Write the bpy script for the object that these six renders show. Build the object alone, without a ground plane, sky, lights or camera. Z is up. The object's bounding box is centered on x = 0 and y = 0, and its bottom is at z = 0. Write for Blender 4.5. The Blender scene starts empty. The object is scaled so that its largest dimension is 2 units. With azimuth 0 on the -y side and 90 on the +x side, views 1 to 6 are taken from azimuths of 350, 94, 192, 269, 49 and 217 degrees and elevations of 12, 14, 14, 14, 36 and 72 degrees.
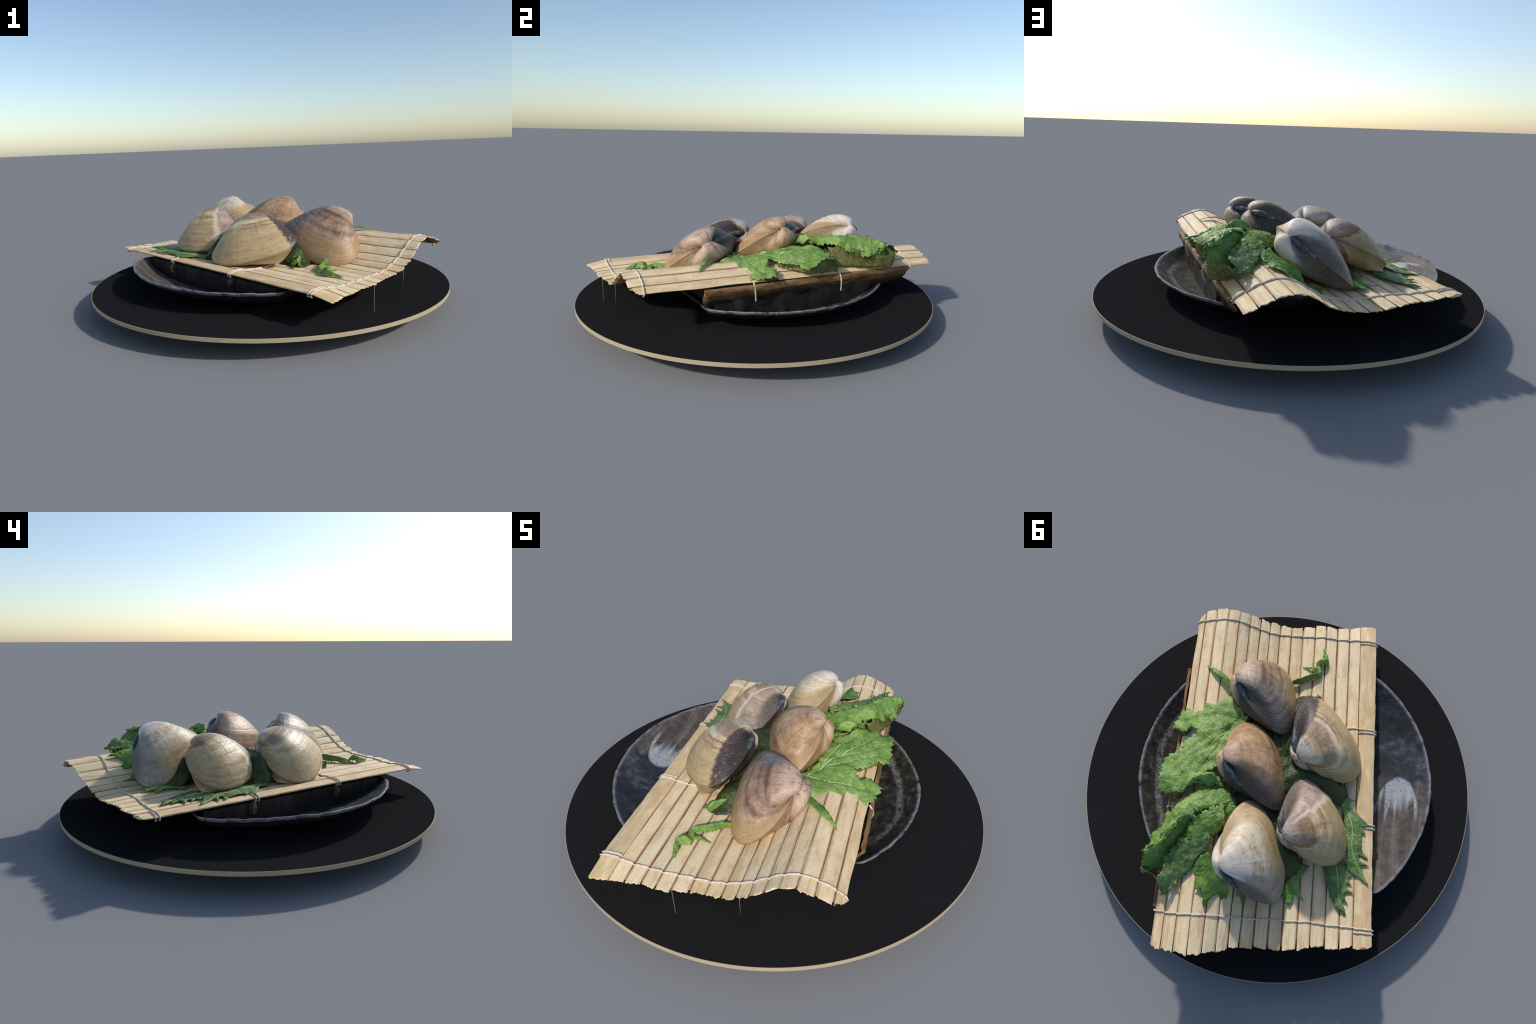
# Clams on a bamboo mat with lettuce, on a dark round dish, on a thin round stand.
import bpy, bmesh, math, random
import numpy as np
from mathutils import Vector, Matrix, noise as mnoise
from mathutils.geometry import delaunay_2d_cdt

rng = random.Random(7)
COL = bpy.context.scene.collection


# ------------------------------------------------------------------ helpers
def lin(r, g, b):
    f = lambda c: c / 12.92 if c <= .04045 else ((c + .055) / 1.055) ** 2.4
    return (f(r / 255), f(g / 255), f(b / 255), 1.0)


def make_obj(name, verts, faces, mat=None, parent=None, smooth=True, matrix=None):
    me = bpy.data.meshes.new(name)
    me.from_pydata([tuple(float(c) for c in v) for v in verts], [], faces)
    me.validate()
    bm = bmesh.new()
    bm.from_mesh(me)
    bmesh.ops.recalc_face_normals(bm, faces=bm.faces)
    bm.to_mesh(me)
    bm.free()
    me.polygons.foreach_set('use_smooth', [smooth] * len(me.polygons))
    ob = bpy.data.objects.new(name, me)
    COL.objects.link(ob)
    if mat:
        me.materials.append(mat)
    if matrix is not None:
        ob.matrix_world = matrix
    if parent:
        ob.parent = parent
    return ob


def make_empty(name, loc=(0, 0, 0)):
    ob = bpy.data.objects.new(name, None)
    ob.empty_display_size = .05
    ob.location = loc
    COL.objects.link(ob)
    return ob


def sharp_by_angle(ob, deg=40):
    bm = bmesh.new()
    bm.from_mesh(ob.data)
    for e in bm.edges:
        if len(e.link_faces) == 2 and e.calc_face_angle(0) > math.radians(deg):
            e.smooth = False
    bm.to_mesh(ob.data)
    bm.free()


def tag(ob, label, category):
    ob['label'] = label
    ob['category'] = category


def nz(x, y, z, s):
    return mnoise.noise(Vector((x * s, y * s, z * s)))


def catmull(p0, p1, p2, p3, f):
    return .5 * ((2 * p1) + (p2 - p0) * f + (2 * p0 - 5 * p1 + 4 * p2 - p3) * f * f
                 + (3 * p1 - p0 - 3 * p2 + p3) * f ** 3)


def resample(pts, n):
    """open Catmull-Rom curve through pts, n samples"""
    P = [np.array(p, float) for p in pts]
    P = [2 * P[0] - P[1]] + P + [2 * P[-1] - P[-2]]
    out = []
    for k in range(n):
        s = k / (n - 1) * (len(pts) - 1)
        i = min(int(s), len(pts) - 2)
        out.append(catmull(P[i], P[i + 1], P[i + 2], P[i + 3], s - i))
    return np.array(out)


def tube(path, radii, sides=8):
    path = [np.array(p, float) for p in path]
    n = len(path)
    V, F = [], []
    up = np.array((0.13, 0.21, 1.0))
    for i, p in enumerate(path):
        t = path[min(i + 1, n - 1)] - path[max(i - 1, 0)]
        t /= np.linalg.norm(t) + 1e-9
        a = np.cross(t, up)
        a /= np.linalg.norm(a) + 1e-9
        b = np.cross(a, t)
        r = radii[i] if hasattr(radii, '__len__') else radii
        for k in range(sides):
            w = 2 * math.pi * k / sides
            V.append(p + r * (math.cos(w) * a + math.sin(w) * b))
    for i in range(n - 1):
        for k in range(sides):
            F.append((i * sides + k, i * sides + (k + 1) % sides,
                      (i + 1) * sides + (k + 1) % sides, (i + 1) * sides + k))
    F.append(tuple(range(sides - 1, -1, -1)))
    F.append(tuple((n - 1) * sides + k for k in range(sides)))
    return V, F


def merge(parts):
    V, F = [], []
    for v, f in parts:
        o = len(V)
        V += list(v)
        F += [tuple(i + o for i in q) for q in f]
    return V, F


# ---------------------------------------------------------- node materials
class Mat:
    def __init__(s, name, rough=.6, spec=.4):
        s.m = bpy.data.materials.new(name)
        s.m.use_nodes = True
        s.t = s.m.node_tree
        s.n = s.t.nodes
        s.bsdf = s.n['Principled BSDF']
        s.out = s.n['Material Output']
        s.bsdf.inputs['Roughness'].default_value = rough
        s.bsdf.inputs['Specular IOR Level'].default_value = spec
        s.tc = s.n.new('ShaderNodeTexCoord')
        s.obj = s.tc.outputs['Object']

    def put(s, sock, v):
        if isinstance(v, bpy.types.NodeSocket):
            s.t.links.new(v, sock)
        elif v is not None:
            sock.default_value = v

    def math(s, op, a, b=None, c=None, clamp=False):
        n = s.n.new('ShaderNodeMath')
        n.operation = op
        n.use_clamp = clamp
        s.put(n.inputs[0], a)
        s.put(n.inputs[1], b)
        s.put(n.inputs[2], c)
        return n.outputs[0]

    def step(s, v, lo, hi):
        """smooth 0..1 ramp of v between lo and hi (lo may exceed hi)"""
        n = s.n.new('ShaderNodeMapRange')
        n.interpolation_type = 'SMOOTHSTEP'
        s.put(n.inputs['Value'], v)
        if lo < hi:
            a, b, c, d = lo, hi, 0., 1.
        else:
            a, b, c, d = hi, lo, 1., 0.
        for k, x in zip(('From Min', 'From Max', 'To Min', 'To Max'), (a, b, c, d)):
            n.inputs[k].default_value = x
        return n.outputs['Result']

    def mul(s, a, b):
        return s.math('MULTIPLY', a, b)

    def xyz(s, v=None):
        n = s.n.new('ShaderNodeSeparateXYZ')
        s.put(n.inputs[0], v or s.obj)
        return n.outputs

    def vec(s, x=0., y=0., z=0.):
        n = s.n.new('ShaderNodeCombineXYZ')
        for i, v in enumerate((x, y, z)):
            s.put(n.inputs[i], v)
        return n.outputs[0]

    def scale(s, v, sc, loc=(0, 0, 0), rot=(0, 0, 0)):
        n = s.n.new('ShaderNodeMapping')
        s.put(n.inputs['Vector'], v)
        n.inputs['Scale'].default_value = sc
        n.inputs['Location'].default_value = loc
        n.inputs['Rotation'].default_value = rot
        return n.outputs[0]

    def noise(s, v, sc, detail=3., rough=.55, dist=0., w=None):
        n = s.n.new('ShaderNodeTexNoise')
        s.put(n.inputs['Vector'], v)
        n.inputs['Scale'].default_value = sc
        n.inputs['Detail'].default_value = detail
        n.inputs['Roughness'].default_value = rough
        n.inputs['Distortion'].default_value = dist
        return n.outputs[0]

    def voronoi(s, v, sc, feature='F1'):
        n = s.n.new('ShaderNodeTexVoronoi')
        n.feature = feature
        s.put(n.inputs['Vector'], v)
        n.inputs['Scale'].default_value = sc
        return n.outputs['Distance']

    def ramp(s, f, stops):
        n = s.n.new('ShaderNodeValToRGB')
        s.put(n.inputs[0], f)
        e = n.color_ramp.elements
        while len(e) < len(stops):
            e.new(.5)
        for i, (p, c) in enumerate(stops):
            e[i].position = p
            e[i].color = c
        return n.outputs[0]

    def mix(s, f, a, b, mode='MIX'):
        n = s.n.new('ShaderNodeMix')
        n.data_type = 'RGBA'
        n.blend_type = mode
        s.put(n.inputs[0], f)
        s.put(n.inputs[6], a)
        s.put(n.inputs[7], b)
        return n.outputs[2]

    def rand(s):
        return s.n.new('ShaderNodeObjectInfo').outputs['Random']

    def color(s, c):
        s.put(s.bsdf.inputs['Base Color'], c)
        return s

    def bump(s, h, strength=.3, dist=.01):
        n = s.n.new('ShaderNodeBump')
        s.put(n.inputs['Height'], h)
        n.inputs['Strength'].default_value = strength
        n.inputs['Distance'].default_value = dist
        s.put(s.bsdf.inputs['Normal'], n.outputs[0])
        return s


# ================================================================== STAND
def stand():
    m = Mat('matt_black_lacquer', .95, .0)
    f = m.noise(m.obj, 9, 3)
    m.color(m.ramp(f, [(.3, lin(34, 33, 34)), (.7, lin(37, 36, 37))]))
    c = Mat('pale_wood_rim', .7, .3)
    f = c.noise(c.scale(c.obj, (3, 3, 60)), 3, 4)
    c.color(c.ramp(f, [(.3, lin(168, 152, 124)), (.7, lin(175, 159, 131))]))

    def lathe(name, prof, n, mat, parent=None):
        V, F = [], []
        for r, z in prof:
            for k in range(n):
                a = 2 * math.pi * k / n
                V.append((r * math.cos(a), r * math.sin(a), z))
        for i in range(len(prof) - 1):
            for k in range(n):
                F.append((i * n + k, i * n + (k + 1) % n, (i + 1) * n + (k + 1) % n, (i + 1) * n + k))
        F.append(tuple(range(n)))
        F.append(tuple((len(prof) - 1) * n + k for k in range(n)))
        return make_obj(name, V, F, mat, parent, smooth=False)
    base = lathe('round_stand', [(.980, .0926), (.9975, .0940), (.9985, .1110), (.9965, .1126)], 256, m.m)
    V, F = [], []
    n = 256
    prof = [(.994, .0935), (.9990, .0928), (1.0, .0938), (1.0, .1112), (.9990, .1122), (.994, .1116)]
    for r, z in prof:
        for k in range(n):
            a = 2 * math.pi * k / n
            V.append((r * math.cos(a), r * math.sin(a), z))
    for i in range(len(prof)):
        j = (i + 1) % len(prof)
        for k in range(n):
            F.append((i * n + k, i * n + (k + 1) % n, j * n + (k + 1) % n, j * n + k))
    rim = make_obj('rim_band', V, F, c.m, base)
    sharp_by_angle(rim, 30)
    tag(base, 'thin flat round matt black stand with pale rim', 'stand')


# ================================================================== DISH
DISH_C = (-.033, -.016)


def dish_squeeze(w):
    """the dish is trimmed nearly straight at the two ends hidden under the mat"""
    f = 1.
    for c in (-53., 120.):
        d = abs((math.degrees(w) - c + 180) % 360 - 180)
        if d < 44:
            k = math.cos(math.radians(44)) / math.cos(math.radians(d))
            f = 1 - (1 - k) * min(1, (44 - d) / 8)
    return f



def dish():
    m = Mat('dark_glazed_stoneware', .62, .25)
    X, Y, Z = m.xyz()
    r = m.math('SQRT', m.math('ADD', m.mul(X, X), m.mul(Y, Y)))
    n1 = m.noise(m.obj, 7, 4, .6)
    n2 = m.noise(m.obj, 26, 4, .6)
    n3 = m.noise(m.obj, 70, 3, .6)
    # blue-black glaze with cloudy grey bloom
    blue = m.ramp(m.math('ADD', m.mul(n1, .55), m.mul(n2, .45)),
                  [(.38, lin(34, 34, 38)), (.53, lin(52, 53, 59)), (.68, lin(98, 101, 111))])
    # rusty brown half where the glaze broke, streaked along the mat
    d = m.math('ADD', m.mul(X, .90), m.mul(Y, .43))          # across the streaks
    a = m.math('ADD', m.mul(X, -.43), m.mul(Y, .90))         # along the streaks
    streak = m.noise(m.vec(m.mul(d, 30.), m.mul(a, 1.6), 0.), 1., 3, .6)
    rust = m.ramp(m.math('ADD', m.mul(streak, .6), m.mul(n2, .4)),
                  [(.36, lin(54, 50, 50)), (.5, lin(82, 75, 71)), (.6, lin(104, 92, 84)), (.72, lin(140, 116, 102))])
    left = m.step(X, -.1, -.3)
    edge = m.math('ADD', a, m.math('ADD', m.mul(n1, .10), m.mul(m.mul(m.math('ADD', d, .62), m.math('ADD', d, .62)), 2.2)))
    rustm = m.mul(m.step(edge, -.045, .015), left)
    col = m.mix(rustm, blue, rust)
    # milky white bloom at the head of the streaks
    ud = m.mul(m.math('ADD', d, .585), 1 / .10)
    ua = m.mul(m.math('SUBTRACT', a, .09), 1 / .20)
    oval = m.math('ADD', m.math('ADD', m.mul(ud, ud), m.mul(ua, ua)), m.mul(m.math('SUBTRACT', n2, .5), .35))
    wf = m.step(oval, 1.05, .86)
    head = m.math('ADD', m.mul(streak, 1.5), m.mul(m.math('SUBTRACT', .06, a), 3.2))
    wf = m.mul(m.mul(m.mul(wf, left), m.step(n3, .30, .44)), m.step(head, .66, 1.0))
    col = m.mix(m.mul(wf, .62), col, lin(190, 196, 204))
    # brown olive mottling on the other half, with a pale drip ring
    olive = m.ramp(n2, [(.35, lin(26, 24, 22)), (.5, lin(46, 42, 37)), (.6, lin(62, 60, 44)), (.72, lin(108, 92, 78))])
    right = m.step(m.math('ADD', X, m.mul(m.math('SUBTRACT', n1, .5), .3)), -.02, .16)
    col = m.mix(m.mul(right, .95), col, olive)
    rw = m.math('ADD', r, m.mul(m.math('SUBTRACT', n1, .5), .05))
    ring = m.mul(m.mul(.6, m.step(m.math('ABSOLUTE', m.math('SUBTRACT', rw, .655)), .022, .003)), m.mul(m.step(X, .2, .3), m.step(Y, -.02, .12)))
    col = m.mix(m.mul(ring, m.step(n3, .3, .6)), col, lin(150, 148, 142))
    # worn, lighter lip
    lip = m.mul(m.step(r, .718, .732), m.step(n2, .3, .55))
    col = m.mix(m.mul(lip, .75), col, lin(138, 134, 140))
    m.color(col)
    m.bump(m.math('ADD', m.mul(n2, .6), m.mul(n3, .4)), .35, .012)

    inner = [(.002, .130), (.15, .130), (.3, .130), (.42, .132), (.5, .136), (.56, .145), (.60, .155), (.635, .167),
             (.66, .180), (.68, .191), (.70, .205), (.72, .218)]
    lip = [(.732, .2250), (.737, .2235), (.736, .218)]
    outer = [(.728, .208), (.71, .1935), (.69, .180), (.66, .165), (.62, .150), (.56, .135), (.50, .126), (.43, .123),
             (.42, .1128), (.40, .1128), (.395, .119), (.3, .119), (.002, .119)]
    prof = inner + lip + outer
    n = 288
    V, F = [], []
    for j, (r0, z) in enumerate(prof):
        for k in range(n):
            w = 2 * math.pi * k / n
            c, s = math.cos(w), math.sin(w)
            e = max(0, (r0 - .55) / .185)
            rr = r0 + e * (.0045 * nz(c, s, .3, 3.1) + .0035 * nz(c, s, 1.3, 13) + .0022 * nz(c, s, 4.7, 34))
            rr *= 1 - (1 - dish_squeeze(w)) * min(1, max(0, (r0 - .12) / .5))
            zz = z + e * (.004 * nz(c, s, 7.7, 2.2) + .0035 * nz(c, s, 2.2, 11) + .0025 * nz(c, s, 5.2, 40))
            e2 = max(0, min(1, (r0 - .45) / .25))
            zz += e2 * (-.0090 * c - .0047 * s + .0090 * c * c - .002)
            if j < len(inner) and c < 0 and r0 > .3:          # finger grooves
                zz += .0022 * 1.4 * math.sin((.9 * rr * c + .43 * rr * s) * 95) * min(1, (r0 - .3) / .2)
            V.append((rr * c, rr * s, zz))
    for i in range(len(prof) - 1):
        for k in range(n):
            F.append((i * n + k, i * n + (k + 1) % n, (i + 1) * n + (k + 1) % n, (i + 1) * n + k))
    F.append(tuple(range(n)))
    F.append(tuple((len(prof) - 1) * n + k for k in range(n)))
    fm = Mat('unglazed_dark_clay', .9, .1)  # outer wall coloured darker to match the blackness under the rim
    ff = fm.noise(fm.obj, 40, 3)
    fm.color(fm.ramp(ff, [(.35, lin(30, 29, 30)), (.65, lin(52, 51, 55))]))
    fm.bump(ff, .4, .01)
    ob = make_obj('round_dish', V, F, m.m, matrix=Matrix.Translation((DISH_C[0], DISH_C[1], 0)))
    ob.data.materials.append(fm.m)
    k0 = (len(inner) + len(lip) + 0) * n
    for p in ob.data.polygons:
        if min(p.vertices) >= k0:
            p.material_index = 1
    tag(ob, 'shallow round dark glazed stoneware dish with worn lip', 'dish')
    return ob


# ================================================================== MAT
# the two tied ends of the mat, read across it: joint positions under the end cords
END_A = [(-.008, -.904, .261), (.070, -.862, .266), (.122, -.833, .256), (.178, -.800, .254), (.235, -.772, .258),
         (.285, -.738, .257), (.341, -.701, .257), (.394, -.668, .257), (.446, -.632, .265), (.491, -.602, .283),
         (.535, -.577, .307), (.580, -.547, .341), (.626, -.517, .375), (.675, -.483, .391), (.729, -.448, .378),
         (.784, -.418, .354), (.822, -.402, .329)]
END_B = [(-.812, .377, .269), (-.734, .415, .266), (-.672, .434, .263), (-.615, .464, .259), (-.557, .495, .261),
         (-.506, .526, .261), (-.450, .564, .257), (-.397, .594, .254), (-.346, .633, .261), (-.294, .664, .273),
         (-.253, .690, .292), (-.213, .716, .326), (-.169, .752, .359), (-.116, .786, .373), (-.062, .824, .359),
         (-.010, .857, .329), (.036, .885, .300)]
A = np.array(END_A)
B = np.array(END_B)
ALONG = (B - A).mean(0)
LEN = np.linalg.norm(ALONG)
ALONG /= LEN
OVER_A = lambda i: np.interp(i, [0, 1, 3, 5, 7, 8, 10, 12, 14, 15, 15.5, 16], [.106, .094, .072, .074, .052, .066, .064, .062, .066, .062, .042, .014])
OVER_B = lambda i: np.interp(i, [0, 1, 2, 4, 6, 9, 12, 13, 14, 16], [.062, .077, .095, .112, .134, .128, .160, .170, .158, .140])
DROP_A = lambda i: np.interp(i, [0, 1.5, 3, 9, 12, 13, 16], [-.018, -.014, -.006, -.004, .001, -.001, -.004])
DROP_B = lambda i: np.interp(i, [0, 3, 6, 8, 11, 12.5, 14, 16], [.002, .001, -.006, -.004, -.003, -.004, -.007, -.003])


def mat_point(i, s, lift=0.):
    """point of the mat: i = joint index (float), s = metres from end A cord towards B"""
    k = min(int(i), 15)
    f = i - k
    a = A[k] * (1 - f) + A[k + 1] * f
    b = B[k] * (1 - f) + B[k + 1] * f
    L = np.linalg.norm(b - a)
    p = a + (b - a) * (s / L)
    if s < 0:
        p[2] += DROP_A(i) * min(1.3, -s / OVER_A(i))
    if s > L:
        p[2] += DROP_B(i) * min(1.3, (s - L) / OVER_B(i))
    w = np.cross(ALONG, (A[k + 1] - A[k]) + (B[k + 1] - B[k]))
    w /= np.linalg.norm(w)
    if w[2] < 0:
        w = -w
    return p + w * lift, w


def bamboo_material(name, half=.0285):
    m = Mat(name, .62, .3)
    X, Y, Z = m.xyz()
    rnd = m.rand()
    base = m.ramp(rnd, [(0., lin(228, 201, 158)), (.3, lin(234, 209, 166)), (.55, lin(239, 216, 174)),
                        (.8, lin(226, 197, 151)), (1., lin(216, 186, 140))])
    sh = m.mul(rnd, 37.)
    fib = m.noise(m.vec(m.math('ADD', m.mul(X, 3.), sh), m.mul(Y, 190.), m.mul(Z, 60.)), 1., 3, .6)
    col = m.mix(m.mul(m.step(fib, .56, .70), .55), base, lin(192, 146, 98))
    fib2 = m.noise(m.vec(m.math('ADD', m.mul(X, 1.2), sh), m.mul(Y, 70.), 3.3), 1., 2, .5)
    col = m.mix(m.mul(m.step(fib2, .6, .75), .4), col, lin(190, 150, 100))
    cloud = m.noise(m.vec(m.math('ADD', m.mul(X, 9.), sh), m.mul(Y, 26.), 1.), 1., 3)
    col = m.mix(m.mul(m.step(cloud, .5, .66), .5), col, lin(240, 222, 186))
    col = m.mix(m.mul(m.step(cloud, .46, .34), .4), col, lin(186, 154, 114))
    spot = m.noise(m.vec(m.math('ADD', m.mul(X, 55.), sh), m.mul(Y, 95.), 1.), 1., 2)
    col = m.mix(m.mul(m.step(spot, .68, .76), .45), col, lin(140, 118, 88))
    # brown cut sides
    col = m.mix(m.mul(m.step(m.math('ABSOLUTE', Y), half - .006, half), .4), col, lin(150, 108, 72))
    m.color(col)
    m.bump(m.math('ADD', m.mul(fib, .35), m.math('ADD', m.mul(cloud, .3), m.mul(spot, .35))), .8, .007)
    return m.m


def slat(k, mats, parent):
    lo, hi = float(k), float(k + 1)
    gap = .0029
    thick, crown = (.015, .0062) if k == 0 else (.007, .0022 + .0010 * rng.random())
    wA = np.linalg.norm(A[k + 1] - A[k])
    oa = OVER_A(k + .5) + rng.uniform(-.004, .004)
    obb = OVER_B(k + .5) + rng.uniform(-.004, .004)
    LA = np.linalg.norm((B[k] + B[k + 1] - A[k] - A[k + 1]) / 2)
    nst, nu = 64, 9
    c0, w0 = mat_point(k + .5, LA / 2)
    ex = ALONG
    ey = np.cross(w0, ex)
    ey /= np.linalg.norm(ey)
    ez = np.cross(ex, ey)
    M = Matrix(((ex[0], ey[0], ez[0], c0[0]), (ex[1], ey[1], ez[1], c0[1]), (ex[2], ey[2], ez[2], c0[2]), (0, 0, 0, 1)))
    R = np.stack([ex, ey, ez], 1)
    ragA = [rng.uniform(-.006, .006) for _ in range(nu)]
    ragB = [rng.uniform(-.006, .006) for _ in range(nu)]
    for u in range(nu):                       # ends follow one wavy cut across the mat
        ragA[u] -= OVER_A(lo + u / (nu - 1)) - OVER_A(k + .5)
        ragB[u] += OVER_B(lo + u / (nu - 1)) - OVER_B(k + .5)
    sd = rng.random() * 50
    tilt = rng.uniform(-.0012, .0012)
    V, F = [], []
    for j in range(nst):
        t = j / (nst - 1)
        s = -oa + t * (LA + oa + obb)
        knob = .0020 * nz(s * 9, sd, 0, 1) + .0013 * nz(s * 28, sd, 3, 1)
        gl = gap * (1 + 1.3 * nz(s * 6, sd, 8, 1))
        if k == 0:
            gl += .0055 * max(0, nz(s * 13, sd, 21, 1)) + .004 * max(0, nz(s * 37, sd, 23, 1))
        gr = gap * (1 + 1.3 * nz(s * 6, sd, 11, 1))
        for u in range(nu):
            f = u / (nu - 1)
            ss = s
            if j == 0:
                ss += ragA[u]
            elif j == nst - 1:
                ss += ragB[u]
            i = lo + gl / wA + f * (1 - (gl + gr) / wA)
            q = abs(2 * f - 1)
            h = crown * (1 - q ** 3) + knob * (1 - q ** 4) + tilt * (f - .5) * 2
            h += .0013 * nz(ss * 60, f * 4 + sd, 5, 1) * (1 - q ** 4)
            p, w = mat_point(i, ss, h - .0035)
            V.append((p - c0) @ R)
        for u in range(nu - 1, -1, -1):
            f = u / (nu - 1)
            ss = s + (ragA[u] if j == 0 else ragB[u] if j == nst - 1 else 0)
            i = lo + gl / wA + f * (1 - (gl + gr) / wA)
            q = abs(2 * f - 1)
            dn = thick * (1 - .45 * q ** 4) if k else thick * math.sqrt(max(.08, 1 - q * q))
            dn *= .3 + .7 * min(1, j / 3, (nst - 1 - j) / 3)
            p, w = mat_point(i, ss, -dn - .0035)
            V.append((p - c0) @ R)
    m2 = 2 * nu
    for j in range(nst - 1):
        for u in range(m2):
            F.append((j * m2 + u, j * m2 + (u + 1) % m2, (j + 1) * m2 + (u + 1) % m2, (j + 1) * m2 + u))
    F.append(tuple(range(m2 - 1, -1, -1)))
    F.append(tuple((nst - 1) * m2 + u for u in range(m2)))
    ob = make_obj('slat', V, F, mats, parent, matrix=M)
    sharp_by_angle(ob, 50)
    return ob


def edge_shade_wall(mat, parent):
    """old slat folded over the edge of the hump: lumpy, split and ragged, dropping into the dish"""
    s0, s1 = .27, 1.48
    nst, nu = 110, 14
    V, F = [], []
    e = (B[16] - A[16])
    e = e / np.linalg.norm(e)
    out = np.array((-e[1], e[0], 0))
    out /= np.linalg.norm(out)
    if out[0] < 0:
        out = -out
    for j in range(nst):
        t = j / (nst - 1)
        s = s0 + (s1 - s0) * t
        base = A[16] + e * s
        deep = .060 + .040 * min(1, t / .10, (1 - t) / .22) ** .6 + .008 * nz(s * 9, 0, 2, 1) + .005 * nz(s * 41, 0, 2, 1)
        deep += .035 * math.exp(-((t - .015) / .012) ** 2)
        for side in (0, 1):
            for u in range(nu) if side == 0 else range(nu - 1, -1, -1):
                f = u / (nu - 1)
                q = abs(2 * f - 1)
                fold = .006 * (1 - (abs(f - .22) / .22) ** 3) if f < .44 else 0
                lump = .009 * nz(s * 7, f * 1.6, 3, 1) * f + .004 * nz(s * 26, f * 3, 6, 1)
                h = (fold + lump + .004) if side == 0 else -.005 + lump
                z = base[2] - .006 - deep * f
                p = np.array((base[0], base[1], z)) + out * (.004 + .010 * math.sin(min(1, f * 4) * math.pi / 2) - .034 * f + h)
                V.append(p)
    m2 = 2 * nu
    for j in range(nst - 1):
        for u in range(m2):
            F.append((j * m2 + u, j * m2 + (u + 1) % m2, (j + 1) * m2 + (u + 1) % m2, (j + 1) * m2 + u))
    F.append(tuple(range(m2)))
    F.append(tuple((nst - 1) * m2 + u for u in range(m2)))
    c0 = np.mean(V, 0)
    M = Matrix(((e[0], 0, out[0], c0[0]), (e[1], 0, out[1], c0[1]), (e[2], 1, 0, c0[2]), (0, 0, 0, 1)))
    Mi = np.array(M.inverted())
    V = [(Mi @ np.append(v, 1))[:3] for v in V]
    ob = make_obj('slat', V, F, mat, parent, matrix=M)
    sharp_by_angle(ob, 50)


def cord_knot(s, mat, parent, sd):
    """thick frayed tail of cord hanging under the edge of the mat"""
    e = (B[0] - A[0]) / LEN
    p = A[0] + e * s + np.array((.010, .006, -.012))
    path = resample([p, p + (.004, .002, -.022), p + (-.004, .004, -.045), p + (.006, .006, -.07), p + (.012, .004, -.088)], 22)
    rad = [.006 + .012 * math.sin(math.pi * min(1, k / 20)) ** 1.2 * (1 + .3 * nz(k * .4, sd, 0, 1)) for k in range(22)]
    V, F = tube(path, rad, 10)
    make_obj('cord_knot', V, F, mat, parent)


def cord_row(s_of, mat, parent, i_max=16, double_guard=True, i0=0.):
    parts = []
    rows = [(i0, i_max, 0.)]
    if double_guard:
        rows.append((0., 1., .017))
    for a, b, off in rows:
        path, rad = [], []
        n = int((b - a) * 14) + 1
        for k in range(n):
            i = a + (b - a) * k / (n - 1)
            f = i - int(i)
            if i >= b:
                f = 1.
            s = s_of(i) + off + .0035 * (f - .5) + .001 * nz(i * 3, off, 0, 1)
            crown = .0064 if i < 1 else .0030
            q = abs(2 * f - 1)
            lift = crown * (1 - q ** 3) - .0008 - .0026 * q ** 6
            p, w = mat_point(i, s, lift)
            path.append(p)
            rad.append(.0038 * (1 - .25 * q ** 8) * (1 + .16 * math.sin(i * 75)))
        # tuck the ends under the mat
        for end in (0, -1):
            i = a if end == 0 else b
            p0, w = mat_point(i, s_of(i) + off, 0)
            side = (A[0] - A[1]) if end == 0 else (A[16] - A[15])
            side = side / np.linalg.norm(side)
            if (end == 0 and a == 0) or (end == -1 and b == 16):
                tuck = [p0 + side * .003 - w * .004, p0 + side * .004 - w * .013, p0 - side * .006 - w * .02]
                if end == 0:
                    path = tuck[::-1] + path
                    rad = [.0042] * 3 + rad
                else:
                    path = path + tuck
                    rad = rad + [.0042] * 3
        parts.append(tube(path, rad, 8))
    V, F = merge(parts)
    return make_obj('binding_cord', V, F, mat, parent)


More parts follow.
